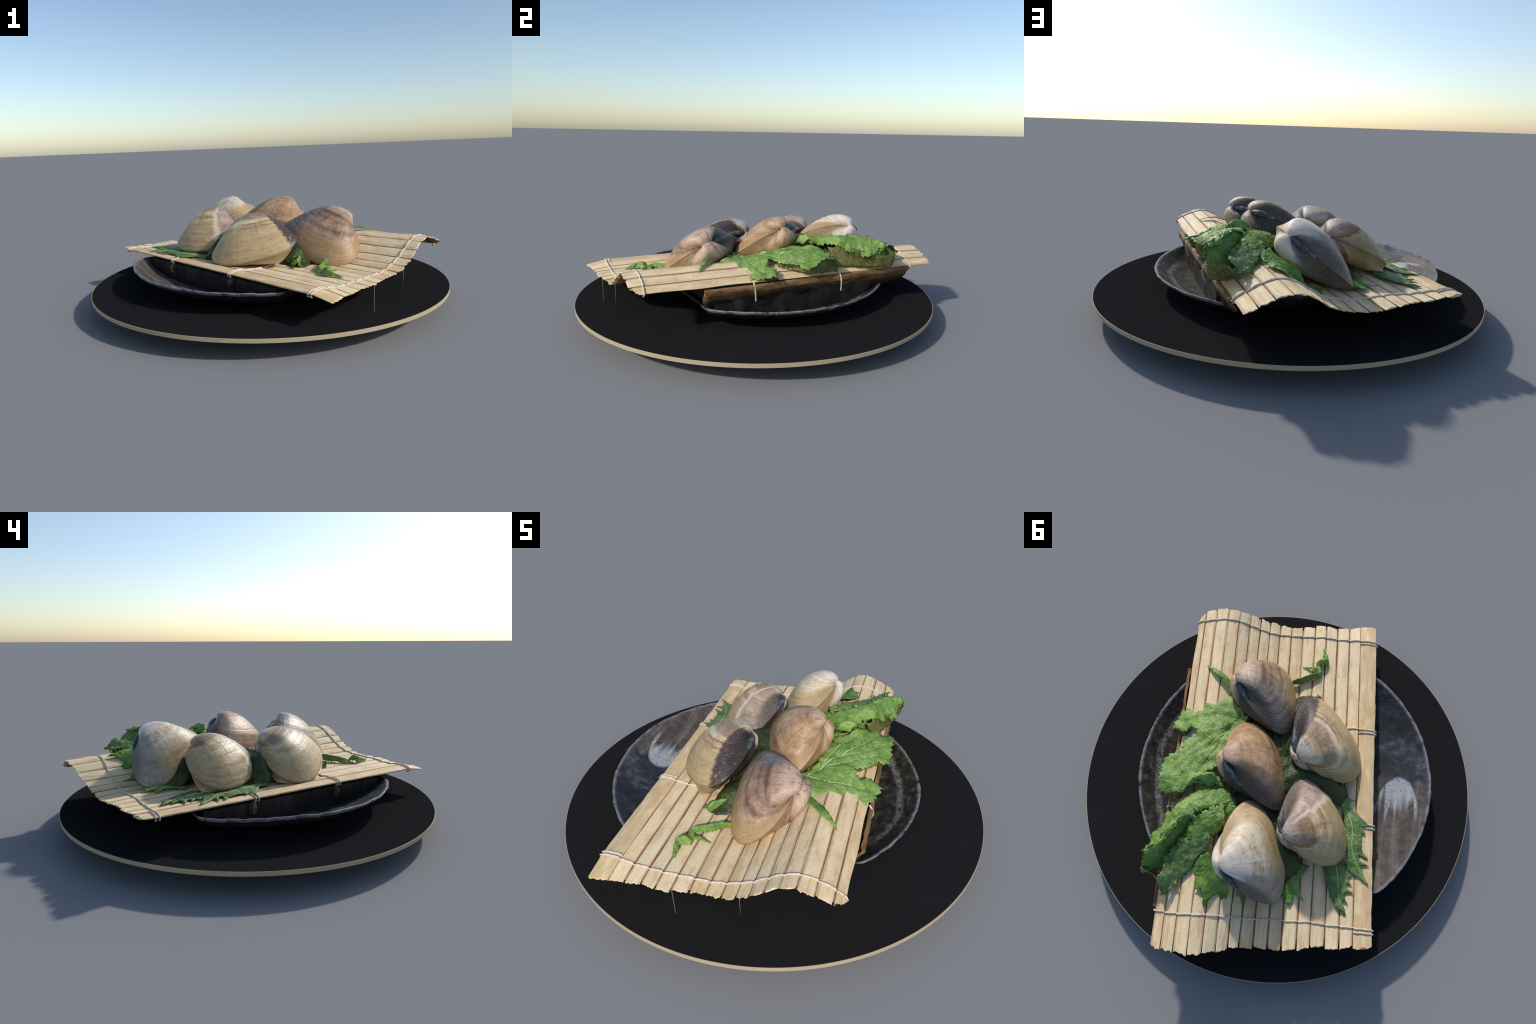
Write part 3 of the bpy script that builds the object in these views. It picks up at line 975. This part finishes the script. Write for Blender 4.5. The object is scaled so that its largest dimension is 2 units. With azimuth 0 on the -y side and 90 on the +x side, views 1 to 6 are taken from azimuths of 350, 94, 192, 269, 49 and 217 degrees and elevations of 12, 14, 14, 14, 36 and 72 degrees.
def flat_leaf(name, outline, mat, inner=(), teeth=.006, sub=6, grid=.012, blister=.005, bscale=30, thick=.0035,
              veins=(), vein_mat=None, label='', cat='leaf', lift=0., curve=True):
    """leaf blade from an outline of (x, y, z) points, toothed edge, blistered surface"""
    P = [np.array(p, float) for p in outline]
    n = len(P)
    zf = tps(list(outline) + list(inner))
    ring = []
    for i in range(n):
        for k in range(sub):
            f = k / sub
            if curve:
                q = catmull(P[i - 1], P[i], P[(i + 1) % n], P[(i + 2) % n], f)
            else:
                q = P[i] * (1 - f) + P[(i + 1) % n] * f
            ring.append(q[:2])
    ring = np.array(ring)
    area = .5 * np.sum(ring[:, 0] * np.roll(ring[:, 1], -1) - ring[:, 1] * np.roll(ring[:, 0], -1))
    t = np.roll(ring, -1, 0) - np.roll(ring, 1, 0)
    t /= np.linalg.norm(t, axis=1)[:, None] + 1e-9
    nn = np.stack([t[:, 1], -t[:, 0]], 1) * (1 if area > 0 else -1)
    r2 = random.Random(len(outline) * 13 + 5)
    ph = 0
    for i in range(len(ring)):
        ph = (ph + r2.choice((.34, .5, .34))) % 1.0
        ring[i] += nn[i] * teeth * (ph * 1.6 - .6)
    lo, hi = ring.min(0), ring.max(0)
    pts = [Vector(p) for p in ring]
    cons = [(i, (i + 1) % len(ring)) for i in range(len(ring))]

    def inside(x, y):
        c = False
        a = ring
        b = np.roll(ring, 1, 0)
        cond = ((a[:, 1] > y) != (b[:, 1] > y))
        xs = (b[:, 0] - a[:, 0]) * (y - a[:, 1]) / (b[:, 1] - a[:, 1] + 1e-12) + a[:, 0]
        return (np.count_nonzero(cond & (x < xs)) % 2) == 1
    y = lo[1]
    row = 0
    while y < hi[1]:
        x = lo[0] + (grid / 2 if row % 2 else 0)
        while x < hi[0]:
            if inside(x, y) and np.min(np.hypot(ring[:, 0] - x, ring[:, 1] - y)) > grid * .45:
                pts.append(Vector((x + r2.uniform(-.2, .2) * grid, y + r2.uniform(-.2, .2) * grid)))
            x += grid
        y += grid * .87
        row += 1
    vv, ee, ff, *_ = delaunay_2d_cdt(pts, cons, [], 1, 1e-5)
    sd = outline[0][0] * 31

    def height(x, y):
        d = np.min(np.hypot(ring[:, 0] - x, ring[:, 1] - y))
        h = blister * mnoise.noise(Vector((x * bscale, y * bscale, sd)))
        h += blister * .5 * mnoise.noise(Vector((x * bscale * 2.3, y * bscale * 2.3, sd)))
        h += blister * 1.1 * mnoise.noise(Vector((x * 17, y * 17, sd + 5))) * math.exp(-d / .02)
        for vp in veins:
            V2 = np.array(vp)[:, :2]
            dv = min(np.linalg.norm(V2[i] + (V2[i + 1] - V2[i]) * np.clip(np.dot((x, y) - V2[i], V2[i + 1] - V2[i]) / (np.dot(V2[i + 1] - V2[i], V2[i + 1] - V2[i]) + 1e-9), 0, 1) - (x, y)) for i in range(len(V2) - 1))
            h -= blister * .9 * math.exp(-(dv / .009) ** 2)
        return zf(x, y) + h + lift
    V = [(p.x, p.y, height(p.x, p.y)) for p in vv]
    ob = make_obj(name, V, [tuple(f) for f in ff], mat)
    ob.data.materials[0] = mat
    up = sum(p.normal.z for p in ob.data.polygons)
    if up < 0:
        ob.data.flip_normals()
    s = ob.modifiers.new('thickness', 'SOLIDIFY')
    s.thickness = thick
    s.offset = -1
    tag(ob, label, cat)
    if veins:
        parts = []
        for vp in veins:
            n_ = 30
            path = resample([(p[0], p[1], 0) for p in vp], n_)
            path = [np.array((p[0], p[1], height(p[0], p[1]) + .0012)) for p in path]
            parts.append(tube(path, [.0022 * (1 - .65 * k / n_) * vp[0][2] for k in range(n_)], 6))
        V, F = merge(parts)
        make_obj('leaf_vein', V, F, vein_mat, ob)
    return ob


def grid_leaf(name, rows, mat, nu=48, nv=40, ruffle=.007, rscale=26, teeth=.006, thick=.0035, label='', cat='leaf', parent=None, lobes=.012):
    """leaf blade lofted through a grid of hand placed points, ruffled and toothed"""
    G = [resample(r, nv) for r in rows]
    cols = [resample([g[j] for g in G], nu) for j in range(nv)]
    P = np.array(cols).transpose(1, 0, 2).copy()
    sd = rows[0][0][0] * 17 + 3
    for i in range(nu):
        for j in range(nv):
            a = P[min(i + 1, nu - 1), j] - P[max(i - 1, 0), j]
            b = P[i, min(j + 1, nv - 1)] - P[i, max(j - 1, 0)]
            nrm = np.cross(a, b)
            nrm /= np.linalg.norm(nrm) + 1e-9
            e = max(abs(2 * j / (nv - 1) - 1), abs(2 * i / (nu - 1) - 1))
            p = P[i, j]
            h = ruffle * (.45 + .9 * e ** 4) * mnoise.noise(Vector(p * rscale) + Vector((sd, 0, 0)))
            h += ruffle * .4 * mnoise.noise(Vector(p * rscale * 2.4))
            P[i, j] = p + nrm * h
    Q = P.copy()
    r2 = random.Random(int(sd * 100))
    ph = 0.
    for j, jn in ((0, 2), (nv - 1, nv - 3)):
        for i in range(nu):
            ph = (ph + r2.choice((.34, .5, .34))) % 1.
            d = P[i, j] - P[i, jn]
            d /= np.linalg.norm(d) + 1e-9
            lobe = lobes * mnoise.noise(Vector((i / nu * 9, j, sd)))
            Q[i, j] = P[i, j] + d * (teeth * (ph * 1.8 - .5) + lobe)
            for q_, wq in ((1, .7), (2, .4), (3, .15)):
                jj = j + q_ if j == 0 else j - q_
                Q[i, jj] = P[i, jj] + d * lobe * wq
    for i, im in ((0, 2), (nu - 1, nu - 3)):
        for j in range(nv):
            ph = (ph + r2.choice((.34, .5, .34))) % 1.
            d = P[i, j] - P[im, j]
            d /= np.linalg.norm(d) + 1e-9
            Q[i, j] = Q[i, j] + d * teeth * (ph * 1.8 - .5)
    V = Q.reshape(-1, 3)
    F = [(i * nv + j, i * nv + j + 1, (i + 1) * nv + j + 1, (i + 1) * nv + j) for i in range(nu - 1) for j in range(nv - 1)]
    ob = make_obj(name, V, F, mat, parent)
    s = ob.modifiers.new('thickness', 'SOLIDIFY')
    s.thickness = thick
    s.offset = 0
    if label:
        tag(ob, label, cat)
    return ob


def leaves():
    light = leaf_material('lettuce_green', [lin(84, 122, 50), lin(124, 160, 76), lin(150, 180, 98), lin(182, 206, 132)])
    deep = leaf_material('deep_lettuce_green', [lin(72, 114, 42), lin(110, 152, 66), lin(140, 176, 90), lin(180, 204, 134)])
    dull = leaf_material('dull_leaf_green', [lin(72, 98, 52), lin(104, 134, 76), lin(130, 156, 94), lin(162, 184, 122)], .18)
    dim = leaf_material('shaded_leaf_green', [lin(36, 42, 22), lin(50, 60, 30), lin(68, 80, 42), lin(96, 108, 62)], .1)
    olive = leaf_material('withered_leaf', [lin(74, 74, 36), lin(104, 102, 54), lin(126, 124, 70), lin(150, 148, 94)], .15)
    vein = Mat('pale_leaf_vein', .5, .3)
    vein.color(lin(186, 208, 148))
    # big flat leaf reaching over the hump
    P = [(.244, -.091, .385), (.339, -.12, .385), (.389, -.136, .38), (.455, -.054, .377), (.468, -.021, .365), (.535, .021, .336),
         (.545, .088, .335), (.523, .15, .351), (.464, .133, .365), (.434, .094, .388), (.39, .118, .395), (.422, .178, .382),
         (.416, .231, .376), (.447, .294, .37), (.412, .355, .39), (.387, .399, .41), (.333, .441, .395), (.303, .412, .4),
         (.264, .406, .4), (.25, .366, .43), (.234, .324, .44), (.225, .252, .43), (.206, .18, .42), (.24, .085, .4), (.256, -.014, .385)]
    veins = [[(.274, -.096, 1.5), (.293, .073, 1), (.306, .199, 1), (.31, .349, 1)],
             [(.285, .0, .8), (.33, .09, 1), (.36, .17, 1), (.39, .29, 1)],
             [(.28, -.06, 1.), (.38, -.02, 1), (.45, .04, 1), (.50, .10, 1)],
             [(.288, .02, .8), (.262, .12, 1), (.255, .22, 1), (.25, .30, 1)],
             [(.30, .13, .7), (.345, .22, 1), (.36, .33, 1)]]
    flat_leaf('lettuce_leaf', P, light, inner=[(.293, .073, .41), (.306, .199, .422), (.31, .32, .412), (.44, .03, .378)],
              teeth=.013, blister=.0085, veins=veins, vein_mat=vein.m, label='broad lobed light green lettuce leaf', cat='lettuce leaf')
    # crumpled tongue curling up beside it
    grid_leaf('lettuce_leaf', [[(.10, .25, .40), (.12, .26, .43), (.15, .28, .44), (.17, .30, .42)],
                               [(.15, .235, .43), (.17, .25, .47), (.19, .28, .47), (.20, .31, .44)],
                               [(.19, .24, .45), (.20, .26, .485), (.215, .29, .48), (.225, .32, .45)],
                               [(.225, .27, .44), (.235, .29, .468), (.24, .31, .47), (.243, .34, .45)]],
              light, 26, 26, .012, 34, .007, label='small crumpled green lettuce tongue', cat='lettuce leaf')
    # folded leaf: outer flap in lighter green for sun, hollow in deeper green for shade
    crest = [(.03, .275, .424), (.118, .375, .468), (.165, .462, .480), (.178, .556, .484), (.176, .625, .470), (.204, .690, .456)]
    flap = [[(.13, .25, .405), (.09, .262, .425)], [(.200, .355, .440), (.16, .365, .464)], [(.236, .462, .438), (.205, .464, .474)],
            [(.236, .545, .410), (.212, .55, .456)], [(.232, .608, .398), (.212, .615, .436)], [(.212, .690, .400), (.216, .693, .432)]]
    grid_leaf('lettuce_leaf', [f + [c, (c[0] - .012, c[1] + .014, c[2] - .004)] for f, c in zip(flap, crest)], light, 64, 36, .013, 17, .011, label='ruffled outer flap of folded lettuce leaf', cat='lettuce leaf', lobes=.026)
    hollow = [[(.01, .31, .425), (-.01, .36, .395)], [(.085, .405, .435), (.04, .46, .40)], [(.125, .50, .415), (.09, .545, .378)],
              [(.140, .585, .415), (.105, .62, .370)], [(.150, .66, .405), (.125, .70, .366)], [(.195, .722, .420), (.178, .765, .380)]]
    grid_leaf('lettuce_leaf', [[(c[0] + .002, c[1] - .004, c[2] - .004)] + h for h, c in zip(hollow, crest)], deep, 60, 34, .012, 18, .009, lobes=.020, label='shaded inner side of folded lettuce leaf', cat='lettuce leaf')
    grid_leaf('lettuce_leaf', [[(.06, .33, .455), (.03, .36, .452), (.0, .40, .43)], [(.105, .41, .466), (.06, .44, .455), (.02, .48, .43)],
                               [(.125, .475, .452), (.085, .51, .44), (.045, .54, .418)], [(.12, .53, .425), (.10, .55, .42), (.075, .565, .41)]],
              light, 36, 26, .010, 24, .009, label='small sunny lettuce lobe', cat='lettuce leaf')
    grid_leaf('lettuce_leaf', [[(.06, .45, .425), (.03, .46, .435), (.0, .48, .42)],
                               [(.118, .585, .437), (.07, .575, .420), (.015, .57, .400)],
                               [(.115, .665, .412), (.065, .66, .405), (.015, .645, .385)],
                               [(.082, .755, .417), (.055, .735, .402), (.025, .70, .378)],
                               [(.048, .79, .378), (.038, .79, .376), (.028, .775, .378)]],
              dull, 50, 36, .012, 22, .009, lobes=.022, label='pointed grey-green lettuce lobe', cat='lettuce leaf')
    # foliage in the gaps; the second piece is darkened to show their shadow
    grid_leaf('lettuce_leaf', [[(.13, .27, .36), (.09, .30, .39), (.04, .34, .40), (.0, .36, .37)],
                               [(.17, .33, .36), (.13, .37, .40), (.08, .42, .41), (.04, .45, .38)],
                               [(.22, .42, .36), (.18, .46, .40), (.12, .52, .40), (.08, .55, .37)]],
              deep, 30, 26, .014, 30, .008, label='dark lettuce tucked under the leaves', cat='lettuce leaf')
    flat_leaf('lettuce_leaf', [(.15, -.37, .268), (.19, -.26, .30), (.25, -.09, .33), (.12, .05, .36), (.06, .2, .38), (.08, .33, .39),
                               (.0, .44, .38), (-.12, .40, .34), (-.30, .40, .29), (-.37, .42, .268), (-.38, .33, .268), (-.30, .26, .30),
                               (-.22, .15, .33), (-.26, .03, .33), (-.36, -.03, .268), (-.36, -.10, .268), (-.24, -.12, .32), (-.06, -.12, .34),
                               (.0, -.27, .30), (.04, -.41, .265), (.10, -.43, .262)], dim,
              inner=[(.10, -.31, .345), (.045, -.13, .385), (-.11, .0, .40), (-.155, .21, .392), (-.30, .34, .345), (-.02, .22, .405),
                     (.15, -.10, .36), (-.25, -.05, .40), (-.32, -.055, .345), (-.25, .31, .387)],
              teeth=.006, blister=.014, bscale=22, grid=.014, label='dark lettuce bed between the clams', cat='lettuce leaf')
    # withered leaf skirts drooping from the leaf edges to the mat
    for rows in ([[(.385, .13, .390), (.385, .14, .375), (.39, .15, .36)], [(.385, .21, .374), (.39, .22, .362), (.395, .23, .35)],
                  [(.415, .29, .366), (.410, .30, .352), (.405, .31, .335)], [(.385, .355, .385), (.385, .36, .352), (.38, .365, .33)],
                  [(.355, .40, .400), (.352, .402, .362), (.345, .41, .330)], [(.31, .42, .395), (.31, .425, .36), (.31, .44, .33)],
                  [(.25, .38, .43), (.27, .41, .38), (.29, .45, .335)]],
                 [[(.225, .40, .43), (.245, .42, .39), (.27, .45, .34)], [(.23, .48, .44), (.235, .50, .39), (.24, .51, .335)],
                  [(.232, .57, .415), (.222, .575, .37), (.21, .58, .33)], [(.225, .64, .402), (.212, .64, .36), (.20, .645, .325)],
                  [(.205, .705, .398), (.20, .705, .36), (.19, .70, .325)], [(.178, .765, .388), (.172, .758, .355), (.165, .75, .325)],
                  [(.12, .755, .398), (.118, .748, .365), (.112, .74, .335)], [(.05, .783, .378), (.046, .772, .362), (.04, .76, .348)]],
                 [[(.52, .03, .338), (.515, .04, .329), (.51, .05, .322)], [(.525, .09, .333), (.515, .095, .324), (.505, .10, .316)],
                  [(.515, .145, .348), (.50, .15, .33), (.485, .15, .315)], [(.46, .13, .362), (.455, .14, .34), (.45, .15, .32)]]):
        grid_leaf('lettuce_leaf', rows, olive, 50, 14, .006, 22, .003, label='withered drooping lettuce edge', cat='lettuce leaf')
    # small toothed leaves around the white clam
    flat_leaf('lettuce_leaf', [(-.02, .535, .425), (-.064, .554, .4), (-.16, .597, .36), (-.189, .619, .32), (-.193, .679, .31),
                               (-.153, .64, .34), (-.139, .693, .375), (-.147, .734, .372), (-.084, .673, .39), (-.064, .695, .385),
                               (-.037, .645, .395), (-.022, .648, .394), (.0, .611, .41), (-.001, .564, .42)],
              deep, teeth=.004, curve=False, sub=4, label='toothed green leaf under white clam', cat='lettuce leaf')
    flat_leaf('lettuce_leaf', [(-.202, .56, .3), (-.25, .55, .29), (-.268, .629, .278), (-.238, .605, .28), (-.225, .64, .285)],
              deep, teeth=.003, curve=False, sub=4, label='dark leaf tip below white clam', cat='lettuce leaf')
    # jagged leaves lying on the mat
    z = .274
    flat_leaf('lettuce_leaf', [(x, y, z) for x, y in ((-.458, .257), (-.44, .15), (-.513, .175), (-.552, .187), (-.564, .209), (-.596, .216), (-.581, .238), (-.616, .252),
                               (-.593, .259), (-.596, .272), (-.644, .279), (-.612, .298), (-.612, .31), (-.65, .336), (-.618, .33), (-.633, .348),
                               (-.671, .379), (-.612, .379), (-.563, .351), (-.505, .303))],
              dull, inner=[(-.53, .25, z + .006), (-.59, .32, z + .003)], teeth=.003, sub=4, blister=.003, curve=False,
              veins=[[(-.47, .18, 1), (-.55, .27, 1), (-.60, .335, 1), (-.66, .372, 1)]], vein_mat=vein.m,
              label='jagged pointed green leaf on mat', cat='lettuce leaf')
    flat_leaf('lettuce_leaf', [(x, y, z + .004) for x, y in ((-.296, -.083), (-.342, -.077), (-.408, -.095), (-.382, -.073), (-.398, -.052), (-.448, -.044), (-.535, -.029),
                               (-.503, -.003), (-.539, .016), (-.518, .023), (-.565, .09), (-.613, .109), (-.565, .116), (-.573, .136), (-.633, .133),
                               (-.601, .156), (-.679, .21), (-.613, .204), (-.564, .209), (-.511, .134), (-.46, .066), (-.38, -.022))],
              dull, inner=[(-.47, .02, z + .012), (-.55, .14, z + .01)], teeth=.003, sub=4, blister=.003, curve=False,
              veins=[[(-.40, -.03, 1), (-.47, .03, 1), (-.54, .13, 1), (-.66, .20, 1)]], vein_mat=vein.m,
              label='long jagged green leaf on mat edge', cat='lettuce leaf')
    flat_leaf('lettuce_leaf', [(x, y, .272) for x, y in ((-.353, .318), (-.407, .293), (-.403, .373), (-.417, .404), (-.481, .441), (-.418, .437), (-.433, .461), (-.439, .494),
                               (-.418, .497), (-.398, .472), (-.391, .497), (-.371, .457), (-.359, .391))],
              deep, inner=[(-.39, .42, .285)], teeth=.003, sub=4, blister=.004, curve=False, label='small forked dark green leaf', cat='lettuce leaf')
    # curled sprigs in front of the mauve clam
    grid_leaf('lettuce_sprig', [[(.228, -.425, .262), (.222, -.43, .29), (.205, -.425, .275)],
                                [(.205, -.455, .268), (.195, -.465, .296), (.178, -.46, .268)],
                                [(.175, -.51, .268), (.163, -.52, .293), (.150, -.512, .266)],
                                [(.145, -.56, .268), (.133, -.563, .288), (.12, -.555, .264)],
                                [(.168, -.585, .266), (.155, -.592, .276), (.14, -.59, .264)],
                                [(.185, -.615, .268), (.168, -.622, .298), (.150, -.612, .29)],
                                [(.165, -.65, .268), (.15, -.652, .29), (.128, -.64, .27)],
                                [(.20, -.70, .262), (.195, -.702, .266), (.19, -.70, .262)]],
              light, 60, 16, .006, 40, .005, label='thin curled green lettuce sprig', cat='lettuce leaf')
    flat_leaf('lettuce_sprig', [(.16, -.575, .272), (.175, -.565, .275), (.2, -.555, .268), (.232, -.546, .262), (.2, -.568, .266), (.17, -.59, .27)],
              light, teeth=.001, sub=3, blister=.002, label='tiny green lettuce shred', cat='lettuce leaf')
    flat_leaf('lettuce_sprig', [(.597, -.212, .372), (.57, -.212, .388), (.50, -.214, .402), (.44, -.206, .402), (.40, -.20, .392), (.39, -.172, .392),
                                (.43, -.170, .402), (.46, -.178, .404), (.50, -.182, .405), (.55, -.194, .397)],
              light, inner=[(.49, -.197, .410)], teeth=.003, sub=4, blister=.003, label='narrow green leaf tip on hump', cat='lettuce leaf')
    grid_leaf('lettuce_sprig', [[(.11, -.33, .262), (.10, -.35, .30), (.07, -.36, .29)],
                                [(.09, -.38, .262), (.075, -.40, .30), (.045, -.40, .28)],
                                [(.075, -.43, .26), (.06, -.445, .285), (.035, -.44, .262)]],
              light, 24, 20, .012, 40, .006, label='small crumpled lettuce scrap', cat='lettuce leaf')


stand()
d = dish()
shadow_wall(d)
bamboo_mat()
clams()
leaves()
